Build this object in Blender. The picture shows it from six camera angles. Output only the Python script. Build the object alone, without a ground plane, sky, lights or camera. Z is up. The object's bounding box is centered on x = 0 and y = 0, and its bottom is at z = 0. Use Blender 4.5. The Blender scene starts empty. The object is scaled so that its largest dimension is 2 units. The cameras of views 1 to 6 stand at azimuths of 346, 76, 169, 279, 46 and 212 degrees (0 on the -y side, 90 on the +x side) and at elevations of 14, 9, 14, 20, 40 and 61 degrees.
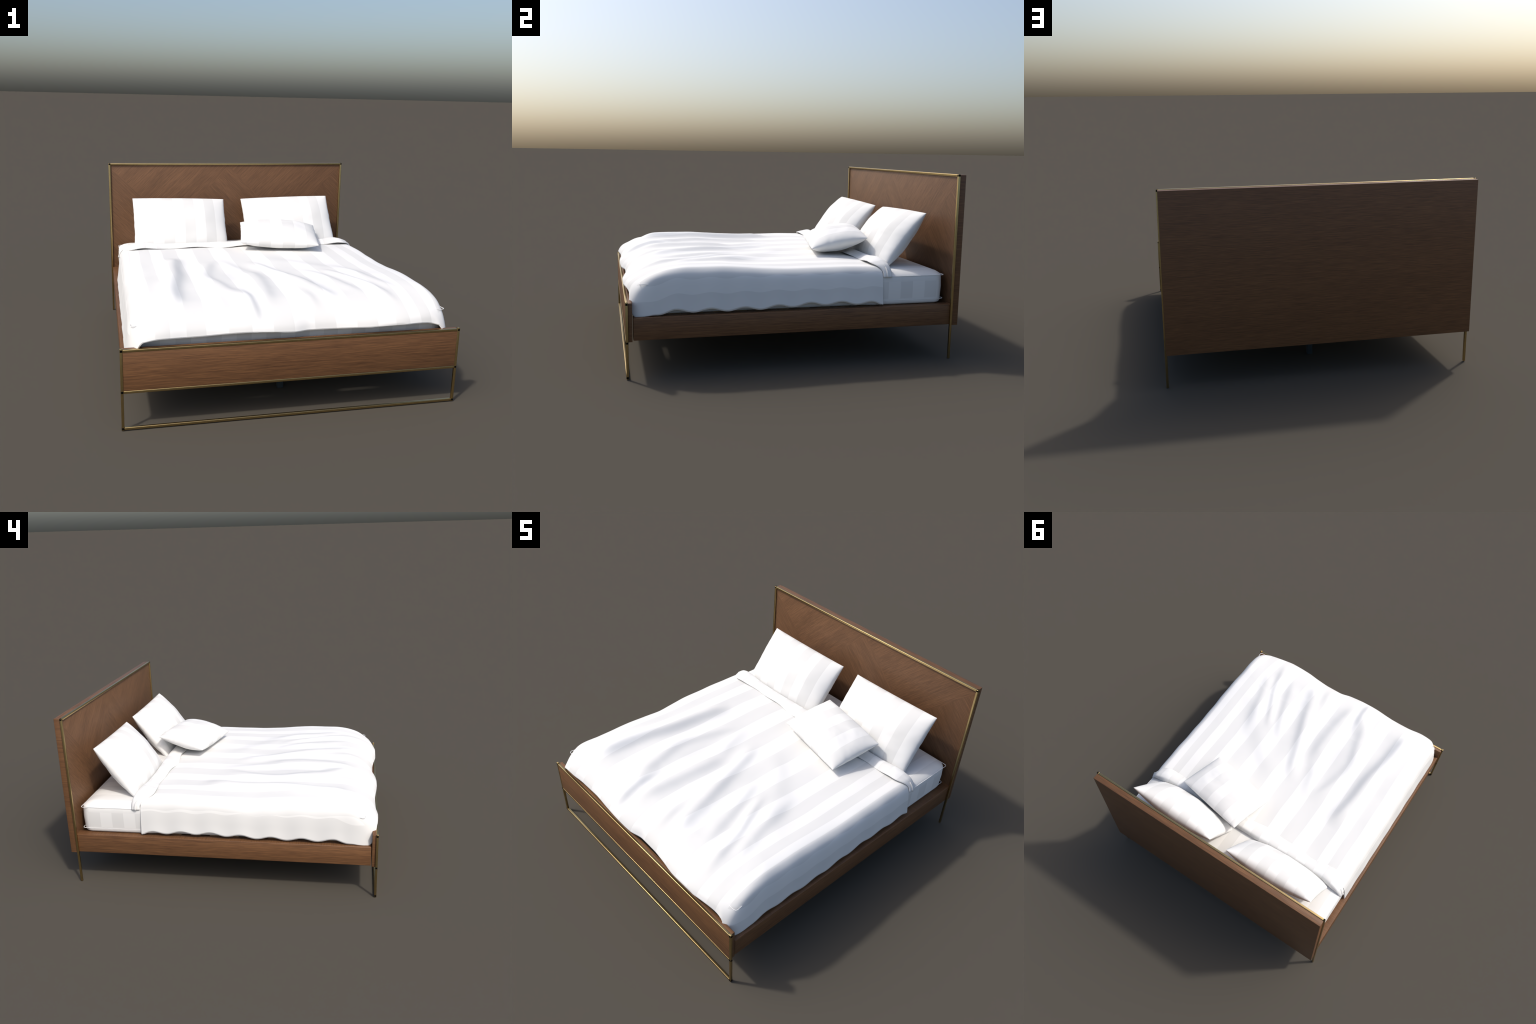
"""A double bed: walnut veneer frame with slim brass tubes, striped white bedding."""
import bpy, bmesh, math
import numpy as np
from mathutils import Vector, Matrix, noise

# ----------------------------------------------------------------------------
# node helpers
# ----------------------------------------------------------------------------
class Nodes:
    def __init__(self, name):
        self.mat = bpy.data.materials.new(name)
        self.mat.use_nodes = True
        self.t = self.mat.node_tree
        self.t.nodes.clear()
        self.out = self.t.nodes.new("ShaderNodeOutputMaterial")
        self.bsdf = self.t.nodes.new("ShaderNodeBsdfPrincipled")
        self.t.links.new(self.bsdf.outputs[0], self.out.inputs[0])

    def set(self, sock, v):
        if isinstance(v, bpy.types.NodeSocket):
            self.t.links.new(v, sock)
        else:
            sock.default_value = v

    def math(self, op, a, b=0.0, c=0.0, clamp=False):
        n = self.t.nodes.new("ShaderNodeMath")
        n.operation = op
        n.use_clamp = clamp
        for s, v in zip(n.inputs, (a, b, c)):
            self.set(s, v)
        return n.outputs[0]

    def coords(self):
        n = self.t.nodes.new("ShaderNodeTexCoord")
        s = self.t.nodes.new("ShaderNodeSeparateXYZ")
        self.t.links.new(n.outputs["Object"], s.inputs[0])
        return n.outputs["Object"], s.outputs[0], s.outputs[1], s.outputs[2]

    def combine(self, x, y, z):
        n = self.t.nodes.new("ShaderNodeCombineXYZ")
        for s, v in zip(n.inputs, (x, y, z)):
            self.set(s, v)
        return n.outputs[0]

    def noise(self, vec, scale=1.0, detail=2.0, rough=0.5, distortion=0.0):
        n = self.t.nodes.new("ShaderNodeTexNoise")
        self.set(n.inputs["Vector"], vec)
        n.inputs["Scale"].default_value = scale
        n.inputs["Detail"].default_value = detail
        n.inputs["Roughness"].default_value = rough
        n.inputs["Distortion"].default_value = distortion
        return n.outputs["Fac"]

    def white(self, v):
        n = self.t.nodes.new("ShaderNodeTexWhiteNoise")
        n.noise_dimensions = "1D"
        self.set(n.inputs["W"], v)
        return n.outputs["Value"]

    def smooth(self, v, lo, hi, to0=0.0, to1=1.0):
        n = self.t.nodes.new("ShaderNodeMapRange")
        n.interpolation_type = "SMOOTHSTEP"
        for s, x in zip(n.inputs, (v, lo, hi, to0, to1)):
            self.set(s, x)
        return n.outputs[0]

    def mix(self, f, a, b, kind="RGBA", blend="MIX"):
        n = self.t.nodes.new("ShaderNodeMix")
        n.data_type = kind
        if kind == "RGBA":
            n.blend_type = blend
            i, o = (0, 6, 7), 2
        else:
            i, o = (0, 2, 3), 0
        for k, v in zip(i, (f, a, b)):
            if kind == "RGBA" and isinstance(v, tuple) and len(v) == 3:
                v = (*v, 1.0)
            self.set(n.inputs[k], v)
        return n.outputs[o]

    def ramp(self, f, stops):
        n = self.t.nodes.new("ShaderNodeValToRGB")
        self.set(n.inputs[0], f)
        e = n.color_ramp.elements
        while len(e) < len(stops):
            e.new(0.5)
        for el, (p, c) in zip(e, stops):
            el.position = p
            el.color = (*c, 1.0)
        return n.outputs[0]

    def bump(self, h, strength, dist):
        n = self.t.nodes.new("ShaderNodeBump")
        n.inputs["Strength"].default_value = strength
        n.inputs["Distance"].default_value = dist
        self.set(n.inputs["Height"], h)
        self.t.links.new(n.outputs[0], self.bsdf.inputs["Normal"])

    def finish(self, colour, rough, metallic=0.0, spec=0.5, sheen=0.0):
        b = self.bsdf
        self.set(b.inputs["Base Color"], (*colour, 1.0) if isinstance(colour, tuple) else colour)
        self.set(b.inputs["Roughness"], rough)
        b.inputs["Metallic"].default_value = metallic
        b.inputs["Specular IOR Level"].default_value = spec
        b.inputs["Sheen Weight"].default_value = sheen
        return self.mat


WALNUT = ((0.080, 0.0375, 0.0175), (0.142, 0.067, 0.0295), (0.204, 0.099, 0.0415))
VENEER = ((0.078, 0.039, 0.0185), (0.136, 0.068, 0.033), (0.192, 0.098, 0.047))


def grain(n, along, across, across2, stops):
    """Walnut grain: long fibres, pores and broad bands on (along, across) axes."""
    fibre = n.noise(n.combine(n.math("MULTIPLY", along, 11.0), n.math("MULTIPLY", across, 560.0), n.math("MULTIPLY", across2, 560.0)), 1.0, 3.0, 0.6)
    streak = n.noise(n.combine(n.math("MULTIPLY", along, 4.5), n.math("MULTIPLY", across, 220.0), n.math("MULTIPLY", across2, 220.0)), 1.0, 3.0, 0.65, 0.3)
    band = n.noise(n.combine(n.math("MULTIPLY", along, 0.9), n.math("MULTIPLY", across, 9.0), n.math("MULTIPLY", across2, 9.0)), 1.0, 2.0, 0.5)
    f = n.math("ADD", n.math("MULTIPLY", fibre, 0.56), n.math("MULTIPLY", streak, 0.37))
    f = n.math("ADD", f, n.math("MULTIPLY", band, 0.07))
    return f, n.ramp(f, ((0.37, stops[0]), (0.50, stops[1]), (0.63, stops[2])))


def wood(name, axis):
    n = Nodes(name)
    _, x, y, z = n.coords()
    a = {"x": (x, y, z), "y": (y, x, z)}[axis]
    f, col = grain(n, a[0], a[1], a[2], WALNUT)
    n.bump(f, 0.12, 0.001)
    return n.finish(col, 0.48, spec=0.35)


def chevron_wood(name):
    """Headboard front: veneer laid in large squares set on their corners, the grain of
    neighbouring squares running at right angles, each square of narrow strips."""
    n = Nodes(name)
    _, x, y, z = n.coords()
    zz = n.math("SUBTRACT", z, 1.105)
    u = n.math("ADD", x, zz)
    v = n.math("SUBTRACT", x, zz)
    size = 0.9
    par = n.math("ADD", n.math("FLOOR", n.math("DIVIDE", u, size)), n.math("FLOOR", n.math("DIVIDE", v, size)))
    odd = n.math("FLOORED_MODULO", par, 2.0)
    # odd squares: fibres run along constant u (falling to the right)
    along = n.mix(odd, u, v, "FLOAT")
    across = n.mix(odd, v, u, "FLOAT")
    strip = n.math("FLOOR", n.math("DIVIDE", across, 0.062))
    r = n.white(n.math("ADD", strip, n.math("MULTIPLY", par, 17.3)))
    shift = n.math("ADD", along, n.math("MULTIPLY", r, 5.0))
    f, col = grain(n, shift, n.math("ADD", across, n.math("MULTIPLY", odd, 3.7)), n.math("MULTIPLY", r, 0.02), VENEER)
    tone = n.smooth(r, 0.0, 1.0, 0.94, 1.05)
    tone = n.math("MULTIPLY", tone, n.mix(odd, 1.02, 0.98, "FLOAT"))
    col = n.mix(1.0, col, n.combine(tone, tone, tone), "RGBA", "MULTIPLY")
    n.bump(f, 0.12, 0.001)
    return n.finish(col, 0.5, spec=0.35)


LIGHT_CLOTH, DARK_CLOTH = (0.805, 0.803, 0.785), (0.722, 0.720, 0.703)


def cloth_finish(n, mask, x, y, z, light=LIGHT_CLOTH, dark=DARK_CLOTH):
    """Satin stripe cotton: plain stripes and slightly darker twill stripes."""
    col = n.mix(mask, light, dark)
    twill = n.math("SINE", n.math("MULTIPLY", n.math("ADD", n.math("ADD", x, y), z), 1500.0))
    weave = n.noise(n.combine(x, y, z), 900.0, 1.0)
    h = n.math("ADD", n.math("MULTIPLY", n.math("MULTIPLY", twill, mask), 0.35), weave)
    n.bump(h, 0.08, 0.0008)
    return n.finish(col, 0.85, spec=0.1)


def striped(name, width, offset, axis="x"):
    n = Nodes(name)
    _, x, y, z = n.coords()
    s = n.math("FLOORED_MODULO", n.math("FLOOR", n.math("DIVIDE", n.math("SUBTRACT", x if axis == "x" else y, offset), width)), 2.0)
    return cloth_finish(n, n.math("SUBTRACT", 1.0, s), x, y, z)


def mattress_cloth(name):
    """Stripes across the top; upright stripes in a band round the sides; plain borders."""
    n = Nodes(name)
    _, x, y, z = n.coords()
    geo = n.t.nodes.new("ShaderNodeNewGeometry")
    sep = n.t.nodes.new("ShaderNodeSeparateXYZ")
    n.t.links.new(geo.outputs["True Normal"], sep.inputs[0])
    w = 0.0787
    sx = n.math("FLOORED_MODULO", n.math("FLOOR", n.math("DIVIDE", x, w)), 2.0)
    sy = n.math("FLOORED_MODULO", n.math("FLOOR", n.math("DIVIDE", n.math("SUBTRACT", y, 0.0035), w)), 2.0)
    is_end = n.math("GREATER_THAN", n.math("ABSOLUTE", sep.outputs[1]), n.math("ABSOLUTE", sep.outputs[0]))
    side = n.mix(is_end, sy, sx, "FLOAT")
    band = n.math("MULTIPLY", n.math("GREATER_THAN", z, 0.381), n.math("LESS_THAN", z, 0.484))
    side = n.mix(band, n.math("ADD", 0.6, n.math("MULTIPLY", side, 0.15)), side, "FLOAT")
    top = n.math("GREATER_THAN", z, 0.5185)
    m = n.math("SUBTRACT", 1.0, n.mix(top, side, sx, "FLOAT"))
    return cloth_finish(n, m, x, y, z)


def duvet_cloth(name):
    """Stripes run head to foot, closing up towards the sides; on the hanging sides they
    follow the hem."""
    n = Nodes(name)
    _, x, y, z = n.coords()
    xs = n.math("ADD", x, 0.025)
    a = n.math("ABSOLUTE", xs)
    e = n.math("MAXIMUM", n.math("SUBTRACT", a, 0.45), 0.0)
    idx = n.math("ADD", n.math("MULTIPLY", a, 8.75), n.math("MULTIPLY", n.math("MULTIPLY", e, e), 11.5))
    wob = n.math("MULTIPLY", n.math("SUBTRACT", n.noise(n.combine(x, y, 0.0), 3.0, 1.0), 0.5), 0.25)
    s = n.math("ADD", n.math("MULTIPLY", n.math("SIGN", xs), idx), wob)
    m = n.math("FLOORED_MODULO", n.math("FLOOR", s), 2.0)
    # hanging sides
    wave = n.math("MULTIPLY", n.math("COSINE", n.math("MULTIPLY", n.math("SUBTRACT", y, 0.0535), 2 * math.pi / 0.194)), 0.006)
    foot = n.smooth(y, -0.93, -0.70, 0.045, 0.0)
    zz = n.math("ADD", n.math("SUBTRACT", z, wave), foot)
    hang = n.math("GREATER_THAN", a, 0.83)
    right = n.math("GREATER_THAN", x, 0.0)
    low = n.math("LESS_THAN", zz, n.mix(right, 0.507, 0.459, "FLOAT"))
    upper = n.math("MULTIPLY", right, n.math("GREATER_THAN", zz, 0.543))
    m = n.mix(hang, m, n.math("MAXIMUM", low, upper), "FLOAT")
    return cloth_finish(n, m, x, y, z)


def plain(name, colour, rough, metallic=0.0, grainy=0.0, spec=0.5):
    n = Nodes(name)
    vec, x, y, z = n.coords()
    f = n.noise(vec, 60.0, 3.0)
    t = n.smooth(f, 0.3, 0.7, 1.0 - grainy, 1.0 + grainy)
    col = n.mix(1.0, colour, n.combine(t, t, t), "RGBA", "MULTIPLY")
    return n.finish(col, rough, metallic, spec=spec)


M = dict(
    wood_x=wood("walnut_across", "x"), wood_y=wood("walnut_lengthwise", "y"), chevron=chevron_wood("walnut_chevron_veneer"),
    brass=plain("brushed_brass", (0.46, 0.34, 0.155), 0.33, 1.0, 0.04),
    black=plain("black_plastic", (0.003, 0.003, 0.003), 0.8, spec=0.05),
    steel=plain("dark_painted_steel", (0.03, 0.04, 0.046), 0.7, spec=0.2),
    beech=plain("pale_beech", (0.42, 0.29, 0.17), 0.6, 0.0, 0.08),
    mattress=mattress_cloth("mattress_ticking"), duvet=duvet_cloth("duvet_satin_stripe"),
    pillow=striped("pillow_satin_stripe", 0.0765, 0.020), cushion=striped("small_pillow_satin_stripe", 0.0835, 0.0225),
    cuff=striped("cuff_satin_stripe", 0.0765, 0.01), piping=plain("white_piping", (0.82, 0.82, 0.81), 0.8),
)

# ----------------------------------------------------------------------------
# object helpers
# ----------------------------------------------------------------------------
def empty(name, loc=(0, 0, 0)):
    o = bpy.data.objects.new(name, None)
    o.location = loc
    bpy.context.scene.collection.objects.link(o)
    return o


def add(name, mesh, parent=None, mats=()):
    for m in mats:
        if m.name not in [k.name for k in mesh.materials]:
            mesh.materials.append(m)
    o = bpy.data.objects.new(name, mesh)
    bpy.context.scene.collection.objects.link(o)
    if parent:
        o.parent = parent
    return o


def from_bm(bm, name, smooth=True, angle=40):
    bmesh.ops.recalc_face_normals(bm, faces=bm.faces)
    me = bpy.data.meshes.new(name)
    bm.to_mesh(me)
    bm.free()
    if smooth:
        me.shade_smooth()
        if angle:
            me.set_sharp_from_angle(angle=math.radians(angle))
    return me


def box_mesh(name, lo, hi, bevel=0.002, segs=2):
    bm = bmesh.new()
    bmesh.ops.create_cube(bm, size=1.0)
    lo, hi = Vector(lo), Vector(hi)
    for v in bm.verts:
        v.co = Vector((lo[i] + (v.co[i] + 0.5) * (hi[i] - lo[i]) for i in range(3)))
    if bevel:
        bmesh.ops.bevel(bm, geom=bm.edges[:], offset=bevel, segments=segs, profile=0.5, affect="EDGES")
    return from_bm(bm, name, True, 50)


def box(name, lo, hi, mat, parent, bevel=0.002, segs=2):
    return add(name, box_mesh(name, lo, hi, bevel, segs), parent, (mat,))


def board(name, lo, hi, mats, chooser, parent, bevel=0.002):
    """A board whose faces take materials by the way they face."""
    me = box_mesh(name, lo, hi, bevel)
    o = add(name, me, parent, mats)
    for p in me.polygons:
        p.material_index = chooser(p.normal)
    return o


def spline(xs, ys):
    """Monotone cubic through control points."""
    xs, ys = np.array(xs, float), np.array(ys, float)
    h, d = np.diff(xs), np.diff(ys) / np.diff(xs)
    m = np.zeros_like(ys)
    m[1:-1] = np.where(d[:-1] * d[1:] > 0, 2 * d[:-1] * d[1:] / np.where(d[:-1] + d[1:] == 0, 1, d[:-1] + d[1:]), 0)
    m[0], m[-1] = d[0], d[-1]

    def f(x):
        x = np.clip(x, xs[0], xs[-1])
        i = np.clip(np.searchsorted(xs, x) - 1, 0, len(h) - 1)
        t = (x - xs[i]) / h[i]
        return (ys[i] * (1 + 2 * t) * (1 - t) ** 2 + h[i] * m[i] * t * (1 - t) ** 2 + ys[i + 1] * t * t * (3 - 2 * t) + h[i] * m[i + 1] * t * t * (t - 1))
    return f


def smoothstep(a, b, x):
    t = np.clip((x - a) / (b - a), 0, 1)
    return t * t * (3 - 2 * t)


def grid_mesh(name, P, thick=0.0, smooth_angle=None):
    """Mesh from an (n, m, 3) array of points; thick > 0 gives it a second skin and rims."""
    n, m = P.shape[:2]
    du, dv = np.gradient(P, axis=0), np.gradient(P, axis=1)
    N = np.cross(du, dv)
    N /= np.linalg.norm(N, axis=2, keepdims=True) + 1e-12
    verts = P.reshape(-1, 3)
    idx = np.arange(n * m).reshape(n, m)
    faces = np.stack([idx[:-1, :-1], idx[1:, :-1], idx[1:, 1:], idx[:-1, 1:]], -1).reshape(-1, 4)
    if thick:
        verts = np.vstack([verts, (P - N * thick).reshape(-1, 3)])
        back = faces[:, ::-1] + n * m
        rim = np.concatenate([idx[:, 0], idx[-1, 1:], idx[-2::-1, -1], idx[0, -2:0:-1]])
        nxt = np.roll(rim, -1)
        faces = np.vstack([faces, back, np.stack([rim, rim + n * m, nxt + n * m, nxt], -1)])
    me = bpy.data.meshes.new(name)
    me.from_pydata(verts.tolist(), [], faces.tolist())
    me.update()
    bm = bmesh.new()
    bm.from_mesh(me)
    bmesh.ops.recalc_face_normals(bm, faces=bm.faces)
    bm.to_mesh(me)
    bm.free()
    me.shade_smooth()
    if smooth_angle:
        me.set_sharp_from_angle(angle=math.radians(smooth_angle))
    return me


def tube_curve(name, pts, radius, parent, mat, cyclic=False, res=3):
    cu = bpy.data.curves.new(name, "CURVE")
    cu.dimensions = "3D"
    sp = cu.splines.new("POLY")
    sp.points.add(len(pts) - 1)
    for p, c in zip(sp.points, pts):
        p.co = (*c, 1.0)
    sp.use_cyclic_u = cyclic
    cu.bevel_depth = radius
    cu.bevel_resolution = res
    tmp = bpy.data.objects.new("tmp", cu)
    bpy.context.scene.collection.objects.link(tmp)
    me = bpy.data.meshes.new_from_object(tmp.evaluated_get(bpy.context.evaluated_depsgraph_get()))
    bpy.data.objects.remove(tmp)
    bpy.data.curves.remove(cu)
    me.name = name
    me.shade_smooth()
    me.materials.clear()
    return add(name, me, parent, (mat,))


# ----------------------------------------------------------------------------
# bed frame
# ----------------------------------------------------------------------------
bed = empty("bed_frame")
bed["label"] = "walnut double bed frame with slim brass tube legs"
bed["category"] = "bed"

T = 0.007            # half thickness of the brass tube
XL = 0.9025          # tube centre line, left and right
YF, YH = -0.993, 0.951   # foot and head tube planes


def side_faces(n):      # 0: grain across (x), 1: grain lengthwise (y)
    return 1 if abs(n.x) > 0.5 else 0


def head_faces(n):
    return 2 if n.y < -0.7 else side_faces(n)


def rail_faces(n):
    return 0 if abs(n.z) > 0.7 or abs(n.y) > 0.7 else 1


headboard = board("headboard", (-0.902, 0.9585, 0.2095), (0.902, 1.0, 1.1275), (M["wood_x"], M["wood_y"], M["chevron"]), head_faces, bed)
board("veneer_panel", (-0.8950, 0.9530, 0.2095), (0.8950, 0.9583, 1.1160), (M["wood_x"], M["wood_y"], M["chevron"]), head_faces, headboard, 0.001)
footboard = board("footboard", (-0.9, -0.9855, 0.2085), (0.9, -0.9635, 0.4255), (M["wood_x"], M["wood_y"]), side_faces, bed)
board("veneer_panel", (-0.8950, -0.9990, 0.2125), (0.8950, -0.9857, 0.4130), (M["wood_x"], M["wood_y"]), side_faces, footboard, 0.0005)
for s in (-1, 1):
    x0, x1 = sorted((s * 0.8975, s * 0.832))
    board("side_rail", (x0, -0.9585, 0.2145), (x1, 0.9575, 0.3410), (M["wood_x"], M["wood_y"]), rail_faces, bed, 0.003)


def tube(name, a, b, parent, t=T):
    """Square brass tube between two points on one axis."""
    lo = [min(p, q) - (t if p == q else 0) for p, q in zip(a, b)]
    hi = [max(p, q) + (t if p == q else 0) for p, q in zip(a, b)]
    return box(name, lo, hi, M["brass"], parent, 0.0022, 3)


def joint(c, parent, up=False):
    """Black end plugs that show as small squares in the faces of a corner."""
    a, e = 0.0055, 0.0074
    dirs = [(e, a, a), (a, e, a)] + ([(a, a, e)] if up else [])
    bm = bmesh.new()
    for d in dirs:
        m = Matrix.Translation(c) @ Matrix.Diagonal((2 * d[0], 2 * d[1], 2 * d[2], 1.0))
        bmesh.ops.create_cube(bm, size=1.0, matrix=m)
    return add("corner_plug", from_bm(bm, "corner_plug", False), parent, (M["black"],))


ZF = (0.0095, 0.2050, 0.4205)     # cross tubes of the foot frame
ZH = 1.1235
for s in (-1, 1):
    x = s * XL
    tube("leg", (x, YF, 0.0), (x, YF, 0.4335), bed)
    for z in ZF:
        joint((x, YF, z), bed)
    tube("leg", (x, YH, 0.0), (x, YH, ZH + T), bed)
    joint((x, YH, ZH), bed, True)
for z in ZF:
    tube("foot_tube", (-XL + 0.0072, YF, z), (XL - 0.0072, YF, z), bed)
tube("head_tube", (-XL + 0.0072, YH, ZH), (XL - 0.0072, YH, ZH), bed)

# slatted base, middle beam and its legs
slat_me = box_mesh("slat", (-0.831, -0.03, 0.321), (0.831, 0.03, 0.3385), 0.003)
slat_me.materials.append(M["beech"])
for i in range(13):
    o = bpy.data.objects.new("slat", slat_me)
    o.location = (0, -0.72 + i * 0.127, 0)
    o.parent = bed
    bpy.context.scene.collection.objects.link(o)
box("middle_beam", (-0.024, -0.78, 0.265), (0.024, 0.89, 0.3205), M["steel"], bed)
for y in (-0.645, 0.628):
    box("support_leg", (-0.017, y - 0.017, 0.0), (0.017, y + 0.017, 0.266), M["steel"], bed, 0.003)

# ----------------------------------------------------------------------------
# mattress
# ----------------------------------------------------------------------------
def rounded_rect(hx, hy, r, per_side=60, per_corner=14):
    pts = []
    for cx, cy, a0 in ((1, -1, -90), (1, 1, 0), (-1, 1, 90), (-1, -1, 180)):
        for k in range(per_corner + 1):
            a = math.radians(a0 + 90 * k / per_corner)
            pts.append((cx * (hx - r) + r * math.cos(a), cy * (hy - r) + r * math.sin(a)))
        nx, ny = {-90: (1, 1), 0: (-1, 1), 90: (-1, -1), 180: (1, -1)}[a0]
        a = math.radians(a0 + 90)
        p = pts[-1]
        q = (nx * (hx - r) + r * math.cos(a), ny * (hy - r) + r * math.sin(a))
        for k in range(1, per_side):
            pts.append((p[0] + (q[0] - p[0]) * k / per_side, p[1] + (q[1] - p[1]) * k / per_side))
    return pts


# (height, inset from the widest outline) from the middle of the underside over the edge to the top
PROFILE = ((0.3425, 0.60), (0.3425, 0.022), (0.344, 0.013), (0.349, 0.006), (0.359, 0.002), (0.3725, 0.001), (0.40, 0.0),
           (0.445, -0.002), (0.49, 0.0), (0.514, 0.0025), (0.518, 0.0045), (0.524, 0.012), (0.535, 0.030), (0.545, 0.060),
           (0.551, 0.11), (0.554, 0.20), (0.555, 0.38), (0.555, 0.62))
bm = bmesh.new()
rings = []
for z, d in PROFILE:
    pts = rounded_rect(0.8545 - d, 0.9225 - d, max(0.062 - d * 0.5, 0.02))
    # the top sinks a little towards the foot, under the duvet
    waist = lambda x, y: x * (1 - 0.016 * float(smoothstep(0.47, 0.38, y) * smoothstep(-0.91, -0.80, y)))
    rings.append([bm.verts.new((waist(x, y), y if y > -0.5 else -0.5 + (y + 0.5) * 0.976, z - (0.026 * float(smoothstep(-0.35, -0.8, y)) * min(1.0, max(0.0, (z - 0.52) / 0.03))))) for x, y in pts])
for a, b in zip(rings, rings[1:]):
    for i in range(len(a)):
        j = (i + 1) % len(a)
        bm.faces.new((a[i], a[j], b[j], b[i]))
bm.faces.new(rings[0][::-1])
bm.faces.new(rings[-1])
mattress = add("mattress", from_bm(bm, "mattress", True, 50), None, (M["mattress"],))
mattress["label"] = "thick white striped mattress with thin piped edges"
mattress["category"] = "mattress"
for z in (0.5165, 0.3705):
    path = [(waist(x, y), y, z) for x, y in rounded_rect(0.8525, 0.9190, 0.016)]
    tube_curve("piping", path, 0.0016, mattress, M["piping"], True)

# ----------------------------------------------------------------------------
# duvet: a cloth laid over the mattress, hanging at both sides and the foot
# ----------------------------------------------------------------------------
XI, YI, YTOP = 0.58, -0.56, 0.566   # edges of the flat middle; the head fold
# rho = 0 at the flat middle's edge, 1 at the hem
RHO = (0, 0.15, 0.30, 0.42, 0.52, 0.62, 0.75, 0.88, 1.0)
side_x = spline(RHO, (0.58, 0.665, 0.745, 0.800, 0.829, 0.848, 0.860, 0.868, 0.876))
# height of the top relative to its ridge line: along the middle (by y), and out towards the rims (by rho)
middle_dip = spline((-1.0, -0.80, -0.68, -0.55, -0.30, -0.05, 0.30, 0.60), (-0.004, -0.006, -0.018, -0.024, -0.022, -0.0135, -0.011, -0.011))
rim_share = spline(RHO, (0, 0.35, 0.8, 1, 1, 1, 1, 1, 1))
left_slope = spline(RHO, (0, -0.003, -0.014, -0.026, -0.033, -0.036, -0.036, -0.036, -0.036))
RIM_DIP = -0.0155
fall = spline(RHO, (0, 0, 0, 0.012, 0.085, 0.22, 0.49, 0.76, 1.0))       # share of the way from the rim down to the hem
side_hem = spline((-0.97, -0.90, -0.84, -0.73, -0.50, -0.30, -0.09, 0.10, 0.30, 0.45, 0.55), (0.345, 0.346, 0.352, 0.366, 0.364, 0.364, 0.370, 0.3755, 0.372, 0.365, 0.360))
FRHO = (0, 0.2, 0.4, 0.55, 0.68, 0.80, 0.90, 1.0)
foot_y = spline(FRHO, (-0.56, -0.66, -0.765, -0.845, -0.900, -0.944, -0.968, -0.981))
foot_z = spline(FRHO, (0.0, -0.006, -0.022, -0.042, -0.067, -0.096, -0.123, -0.150))
top_z = spline((-0.60, -0.48, -0.35, -0.21, -0.05, 0.12, 0.28, 0.44, 0.60), (0.615, 0.616, 0.609, 0.598, 0.591, 0.592, 0.594, 0.589, 0.583))
# where the foot hem lies (its waves), from left to right
hem_y = spline((-0.836, -0.70, -0.58, -0.445, -0.266, -0.155, -0.035, 0.07, 0.18, 0.287, 0.40, 0.48, 0.555, 0.635, 0.712, 0.77, 0.81, 0.854),
               (-0.989, -0.993, -0.981, -0.979, -0.992, -0.996, -0.990, -0.967, -0.968, -0.978, -0.994, -0.998, -0.999, -0.988, -0.976, -0.969, -0.973, -0.986))
hem_z = spline((-0.85, -0.82, -0.70, -0.50, -0.27, -0.15, 0.0, 0.18, 0.40, 0.60, 0.71, 0.78, 0.85),
               (0.424, 0.444, 0.464, 0.466, 0.476, 0.471, 0.462, 0.461, 0.465, 0.468, 0.464, 0.450, 0.424))

# creases: paths on the plan (x, y), height, half width. The cloth steps down from left to right across each.
CREASES = (
    (((0.57, -0.88), (0.51, -0.63), (0.43, -0.45), (0.36, -0.28)), 0.017, 0.030),
    (((0.63, -0.72), (0.54, -0.42), (0.48, -0.16)), 0.016, 0.040),
    (((0.42, -0.78), (0.34, -0.51), (0.24, -0.24)), 0.014, 0.038),
    (((0.24, -0.84), (0.16, -0.56), (0.09, -0.36), (0.03, -0.19), (-0.03, 0.0)), 0.022, 0.042),
    (((-0.13, -0.84), (-0.10, -0.62), (-0.09, -0.42), (-0.09, -0.22)), 0.024, 0.050),
    (((-0.22, -1.02), (-0.225, -0.84), (-0.24, -0.64)), 0.034, 0.036),
    (((-0.27, -0.80), (-0.33, -0.56), (-0.38, -0.34), (-0.35, -0.16), (-0.28, 0.04)), 0.020, 0.044),
    (((-0.63, -0.84), (-0.60, -0.55), (-0.56, -0.32), (-0.545, -0.10), (-0.51, 0.14)), 0.044, 0.050),
    (((-0.12, -0.24), (-0.19, -0.06), (-0.22, 0.08)), 0.012, 0.044),
    (((0.12, -0.90), (0.10, -0.68)), 0.012, 0.032),
    (((0.56, -0.44), (0.36, -0.17), (0.15, 0.08)), 0.012, 0.075),
)


def crease_height(x, y):
    h = np.zeros_like(x)
    for path, amp, w in CREASES:
        ys = np.array([p[1] for p in path])
        xs = np.array([p[0] for p in path])
        cx = spline(ys, xs)(y)
        slope = (xs[-1] - xs[0]) / (ys[-1] - ys[0])
        d = (x - cx) / math.sqrt(1 + slope * slope)
        fade = smoothstep(ys[0] - 0.05, ys[0] + 0.12, y) * (1 - smoothstep(ys[-1] - 0.14, ys[-1] + 0.05, y))
        w = w * 0.85
        spread = np.where(d < -0.35 * w, 1.1 * w, 0.8 * w)        # a longer rise on the left, a short drop on the right
        h += amp * 0.68 * fade * (np.exp(-((d + 0.35 * w) / spread) ** 2 / 2) - 0.12 * np.exp(-((d - 1.6 * w) / w) ** 2 / 2))
    return h


def soft_noise(x, y, scale, seed):
    out = np.empty(x.shape)
    for i, (a, b) in enumerate(zip(x.ravel(), y.ravel())):
        out.flat[i] = noise.noise((a * scale, b * scale * 0.5, seed))
    return out


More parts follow.
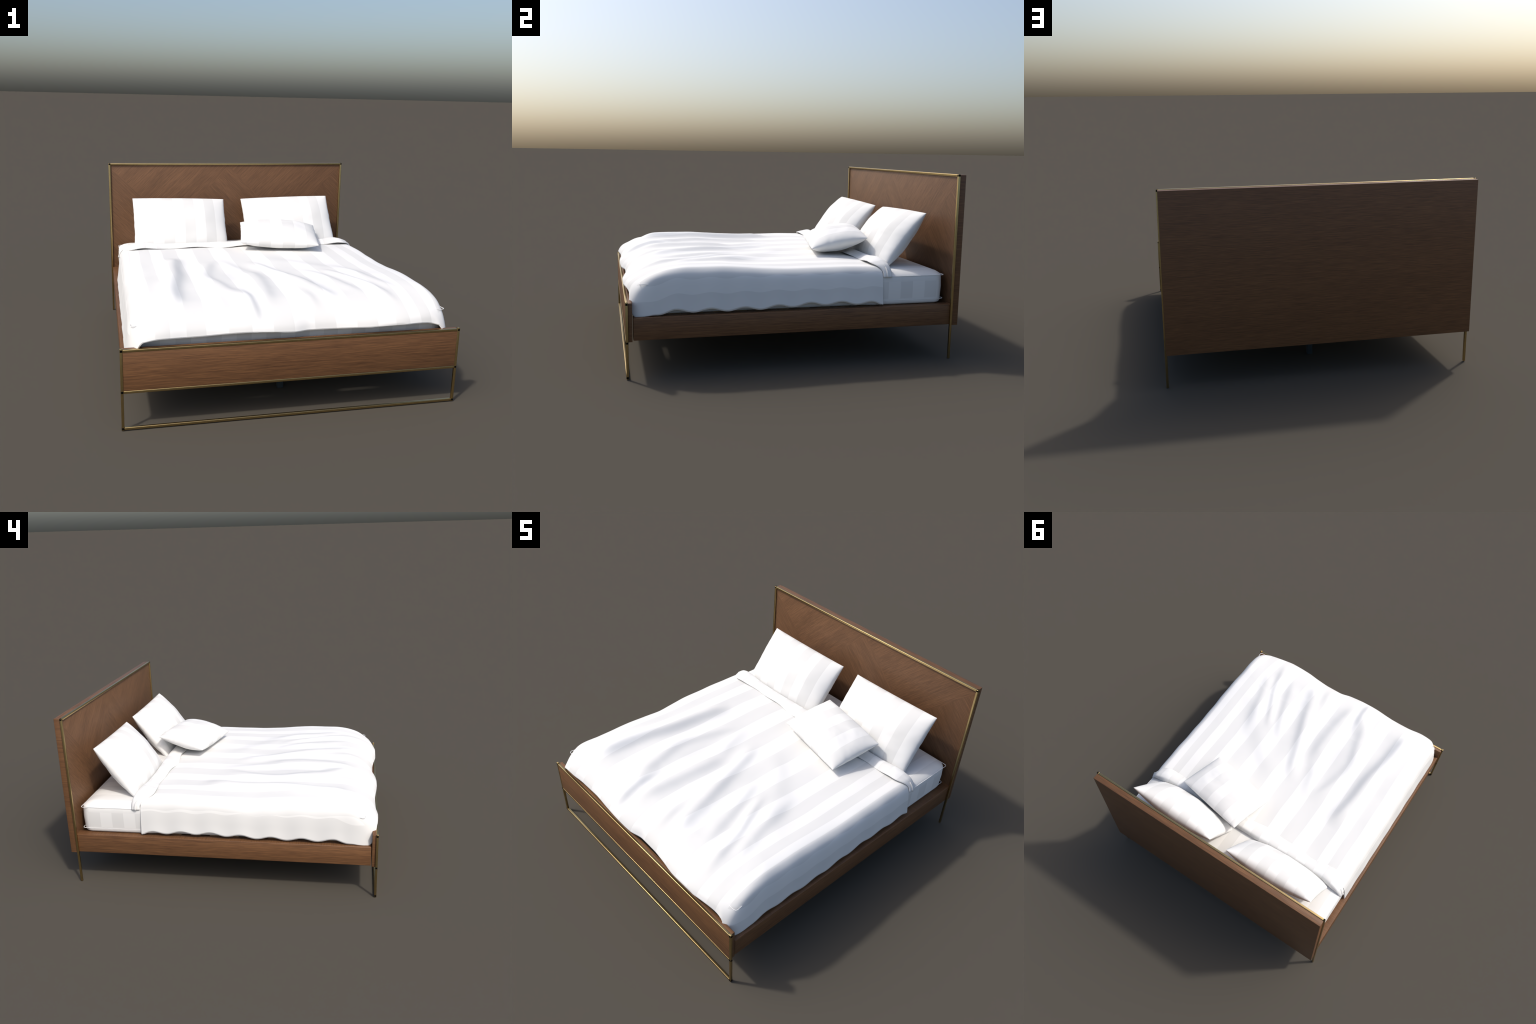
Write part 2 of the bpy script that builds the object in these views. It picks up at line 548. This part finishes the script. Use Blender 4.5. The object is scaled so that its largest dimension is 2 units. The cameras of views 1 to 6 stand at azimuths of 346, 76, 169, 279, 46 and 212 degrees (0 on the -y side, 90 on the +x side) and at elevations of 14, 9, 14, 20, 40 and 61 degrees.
def duvet_points(n_across=241, n_along=261):
    a = np.linspace(-1, 1, n_across)
    b = np.linspace(0, 1, n_along)
    side_len, foot_len, mid = 0.50, 0.50, YTOP - YI
    A, B = np.meshgrid(a * (XI + side_len), b * (mid + foot_len), indexing="ij")
    ex = np.maximum(np.abs(A) - XI, 0) / side_len
    ey = np.maximum(B - mid, 0) / foot_len
    rho = (ex ** 7 + ey ** 7) ** (1 / 7)
    phi = np.arctan2(ey, ex)
    c, s = np.cos(phi), np.sin(phi)
    k = (c ** 10 + s ** 10) ** (-1 / 10)
    c, s = c * k, s * k
    out = rho > 0
    sgn = np.sign(A)
    r = np.clip(rho, 0, 1.06)
    X = np.where(out, sgn * (XI + (side_x(r) - XI) * c), A)
    X = np.where(out & (np.abs(A) < XI), A, X)
    Y = YTOP - np.minimum(B, mid)
    Y = np.where(out, Y + (foot_y(r) - YI) * s, Y)
    # share of the foot's profile: a wide blend on top, a quick one at the hem of the corner
    near = smoothstep(0.6, 1.0, rho)
    q = (s * s / (c * c + s * s + 1e-9) - (0.15 + 0.31 * near)) / (0.70 - 0.50 * near)
    wf = smoothstep(0, 1, q)
    rc = np.clip(rho, 0, 1)
    over = np.maximum(rho - 1, 0)
    top = top_z(np.clip(Y, -0.60, 0.60))
    exc = np.clip(ex, 0, 1)
    share = np.where(np.abs(A) > XI, rim_share(exc), 0)
    dip = middle_dip(np.clip(Y, -1, 0.6)) * (1 - share) + RIM_DIP * share * (1 - smoothstep(0.45, 0.95, ey))
    dip = dip - 0.003 * smoothstep(0.6, 0.8, A)
    dip = dip + np.where(A < -XI, left_slope(exc), 0) * smoothstep(0.02, -0.25, Y) * smoothstep(-0.90, -0.70, Y)
    rim = top + dip
    wave = np.cos((Y - 0.0535) * 2 * math.pi / 0.194) * smoothstep(-0.88, -0.76, Y)
    hem = side_hem(np.clip(Y, -0.97, 0.55)) + wave * 0.0095 - over * 0.08
    z_side = rim + fall(rc) * (hem - rim)
    z_foot = rim + foot_z(rc)
    Z = np.where(out, z_side * (1 - wf) + z_foot * wf, rim)
    hang = np.where(out, smoothstep(0.45, 1.0, rho) * (1 - wf), 0) * (np.abs(A) > XI)
    X += sgn * hang * (wave * 0.0015 - 0.003 * smoothstep(0.3, 0.52, Y))
    # foot hem waves
    hf = np.where(out, smoothstep(0.45, 1.0, rho) * wf, 0)
    xc = np.clip(X, -0.836, 0.854)
    Y += hf * (hem_y(xc) + 0.981)
    Z += np.where(out, smoothstep(0.7, 1.0, rho) * wf, 0) * (hem_z(np.clip(X, -0.85, 0.85)) - 0.460)
    # creases and a light unevenness on top
    topness = 1 - smoothstep(0.35, 0.75, rho)
    Z += crease_height(X, Y) * (1 - smoothstep(0.62, 0.98, rho))
    Z += soft_noise(X, Y, 5.0, 3.1) * 0.005 * topness + soft_noise(X, Y, 11.0, 8.4) * 0.0018 * topness
    X += sgn * np.where(np.abs(A) > XI, smoothstep(0.2, 0.55, ex), 0) * soft_noise(Y * 0 + sgn, Y, 9.0, 5.5) * 0.003
    # the sides end a little short of the head fold
    ends = smoothstep(0.30, 0.52, ex)
    Y -= ends * (0.052 * np.exp(-B / 0.05))
    Z -= np.exp(-B / 0.02) * 0.004 * (1 - ends)
    Y = np.maximum(Y, -0.9940)
    return np.stack([X, Y, Z], -1)


P = duvet_points()
duvet = add("duvet", grid_mesh("duvet", P, 0.0055), None, (M["duvet"],))
duvet["label"] = "rumpled white satin striped duvet with folded top"
duvet["category"] = "bedding"

# hem edge highlight modelled as a fine pale bead along sides and foot
H = P.copy()
H[:, -1, 1] -= 0.0015
H[0, :, 0] -= 0.002
H[-1, :, 0] += 0.002
rim_pts = np.concatenate([H[0, 8:-1], H[:, -1], H[-1, -2:7:-1]])
tube_curve("hem", rim_pts.tolist(), 0.0024, duvet, M["piping"], False)

# folded-back cuff: a flattened C in section, swept from side to side
def cuff_points(n=201):
    arc = np.linspace(-1, 1, n)
    rows = []
    for t in arc:
        sg, a = (1 if t >= 0 else -1), abs(t)
        r = max(0.0, (a - 0.62) / 0.38) * 0.66        # along the side profile
        if a <= 0.62:
            x, zt = XI * a / 0.62, 0.589 + float(middle_dip(0.5))
            nx, nz = 0.0, 1.0
        else:
            def at(q):
                f = float(fall(q))
                return float(side_x(q)), (0.589 + float(middle_dip(0.5)) * (1 - float(rim_share(q))) + RIM_DIP * float(rim_share(q))) * (1 - f) + 0.365 * f
            (x, zt), (xb, zb), (xa, za) = at(r), at(min(r + 0.01, 1)), at(max(r - 0.01, 0))
            l = math.hypot(xb - xa, zb - za)
            nx, nz = -(zb - za) / l, (xb - xa) / l
        x *= sg
        end = float(smoothstep(0.30, 0.60, r))
        front = 0.4525 + 0.008 * math.sin(x * 11 + 0.6) + 0.005 * math.sin(x * 23 + 2.0) + 0.065 * end
        fold = 0.558 + 0.008 * math.cos(x * 7.0) + 0.010 * float(smoothstep(0.1, 0.5, r))
        k = (1 - 0.72 * float(smoothstep(0.22, 0.56, r))) * (1.3 + 0.5 * float(smoothstep(0.0, 0.22, r)))
        lift = (0.010 + 0.004 * math.sin(x * 17 + 1.0)) * k
        sec = ((front, lift), (front + 0.012, lift + 0.004), (front + 0.035, 0.019 * k), (fold - 0.04, 0.024 * k), (fold - 0.016, 0.021 * k),
               (fold - 0.004, 0.010 * k), (fold, -0.006 * k), (fold - 0.006, -0.018 * k), (fold - 0.02, -0.026 * k))
        u = np.linspace(0, len(sec) - 1, 33)
        yy = spline(range(len(sec)), [p[0] for p in sec])(u)
        oo = spline(range(len(sec)), [p[1] for p in sec])(u)
        rows.append(np.stack([x + sg * nx * oo, yy, zt + nz * oo], -1))
    return np.array(rows)


cuff = add("cuff", grid_mesh("cuff", cuff_points(), 0.005), duvet, (M["cuff"],))

# ----------------------------------------------------------------------------
# pillows
# ----------------------------------------------------------------------------
def pillow_mesh(name, w, h, t, seed, mat, n=72):
    """Two cushioned skins meeting in a straight seam; corners stay pointed."""
    u = np.sin(np.linspace(-math.pi / 2, math.pi / 2, n))
    U, V = np.meshgrid(u, u, indexing="ij")
    f = np.clip((1 - U ** 2), 0, 1) ** 0.46 * np.clip((1 - V ** 2), 0, 1) ** 0.46
    f *= 1 - 0.10 * (np.abs(U * V)) ** 2
    nz = np.array([[noise.noise((a * 2.2, b * 2.2, seed)) for b in u] for a in u])
    n2 = np.array([[noise.noise((a * 7, b * 7, seed + 9)) for b in u] for a in u])
    # seams pull in very slightly along their middle
    X = U * w / 2 * (1 - 0.018 * (1 - V ** 2)) + n2 * 0.003 * np.abs(U) ** 8 * (1 - V ** 2)
    Y = V * h / 2 * (1 - 0.014 * (1 - U ** 2))
    bm = bmesh.new()
    grids = []
    for s in (1, -1):
        Z = s * t * f * (1 + 0.10 * nz * s) + n2 * 0.0015 * f
        g = [[None] * n for _ in range(n)]
        for i in range(n):
            for j in range(n):
                if s < 0 and (i in (0, n - 1) or j in (0, n - 1)):
                    g[i][j] = grids[0][i][j]
                else:
                    g[i][j] = bm.verts.new((X[i, j], Y[i, j], Z[i, j]))
        grids.append(g)
        for i in range(n - 1):
            for j in range(n - 1):
                q = (g[i][j], g[i + 1][j], g[i + 1][j + 1], g[i][j + 1])
                bm.faces.new(q if s > 0 else q[::-1])
    me = from_bm(bm, name, True, 75)
    me.materials.append(mat)
    return me


def place(name, mesh, bl, br, tl, label, cat, parent=None):
    """Place a pillow by three of its corners: bottom left, bottom right, top left."""
    bl, br, tl = map(Vector, (bl, br, tl))
    ex = (br - bl).normalized()
    ez = ex.cross(tl - bl).normalized()
    ey = ez.cross(ex)
    o = bpy.data.objects.new(name, mesh)
    bpy.context.scene.collection.objects.link(o)
    o.matrix_world = Matrix((ex, ey, ez)).transposed().to_4x4()
    o.location = (br + tl) / 2
    o["label"] = label
    o["category"] = cat
    return o


big = pillow_mesh("pillow", 0.68, 0.435, 0.096, 1.7, M["pillow"])
down = Vector((0.0, -0.265, -0.345))
for tl, tr in (((-0.749, 0.832, 0.8845), (-0.068, 0.8435, 0.8685)), ((0.0685, 0.8435, 0.8695), (0.748, 0.8325, 0.886))):
    tl, tr = Vector(tl), Vector(tr)
    place("pillow", big, tl + down, tr + down, tl, "large white striped pillow leaning on headboard", "pillow")
small = pillow_mesh("small_pillow", 0.543, 0.363, 0.081, 6.3, M["cushion"])
place("small_pillow", small, (-0.045, 0.285, 0.654), (0.489, 0.184, 0.640), (0.0185, 0.631, 0.726), "small white striped pillow lying on duvet", "pillow")

bpy.context.view_layer.update()
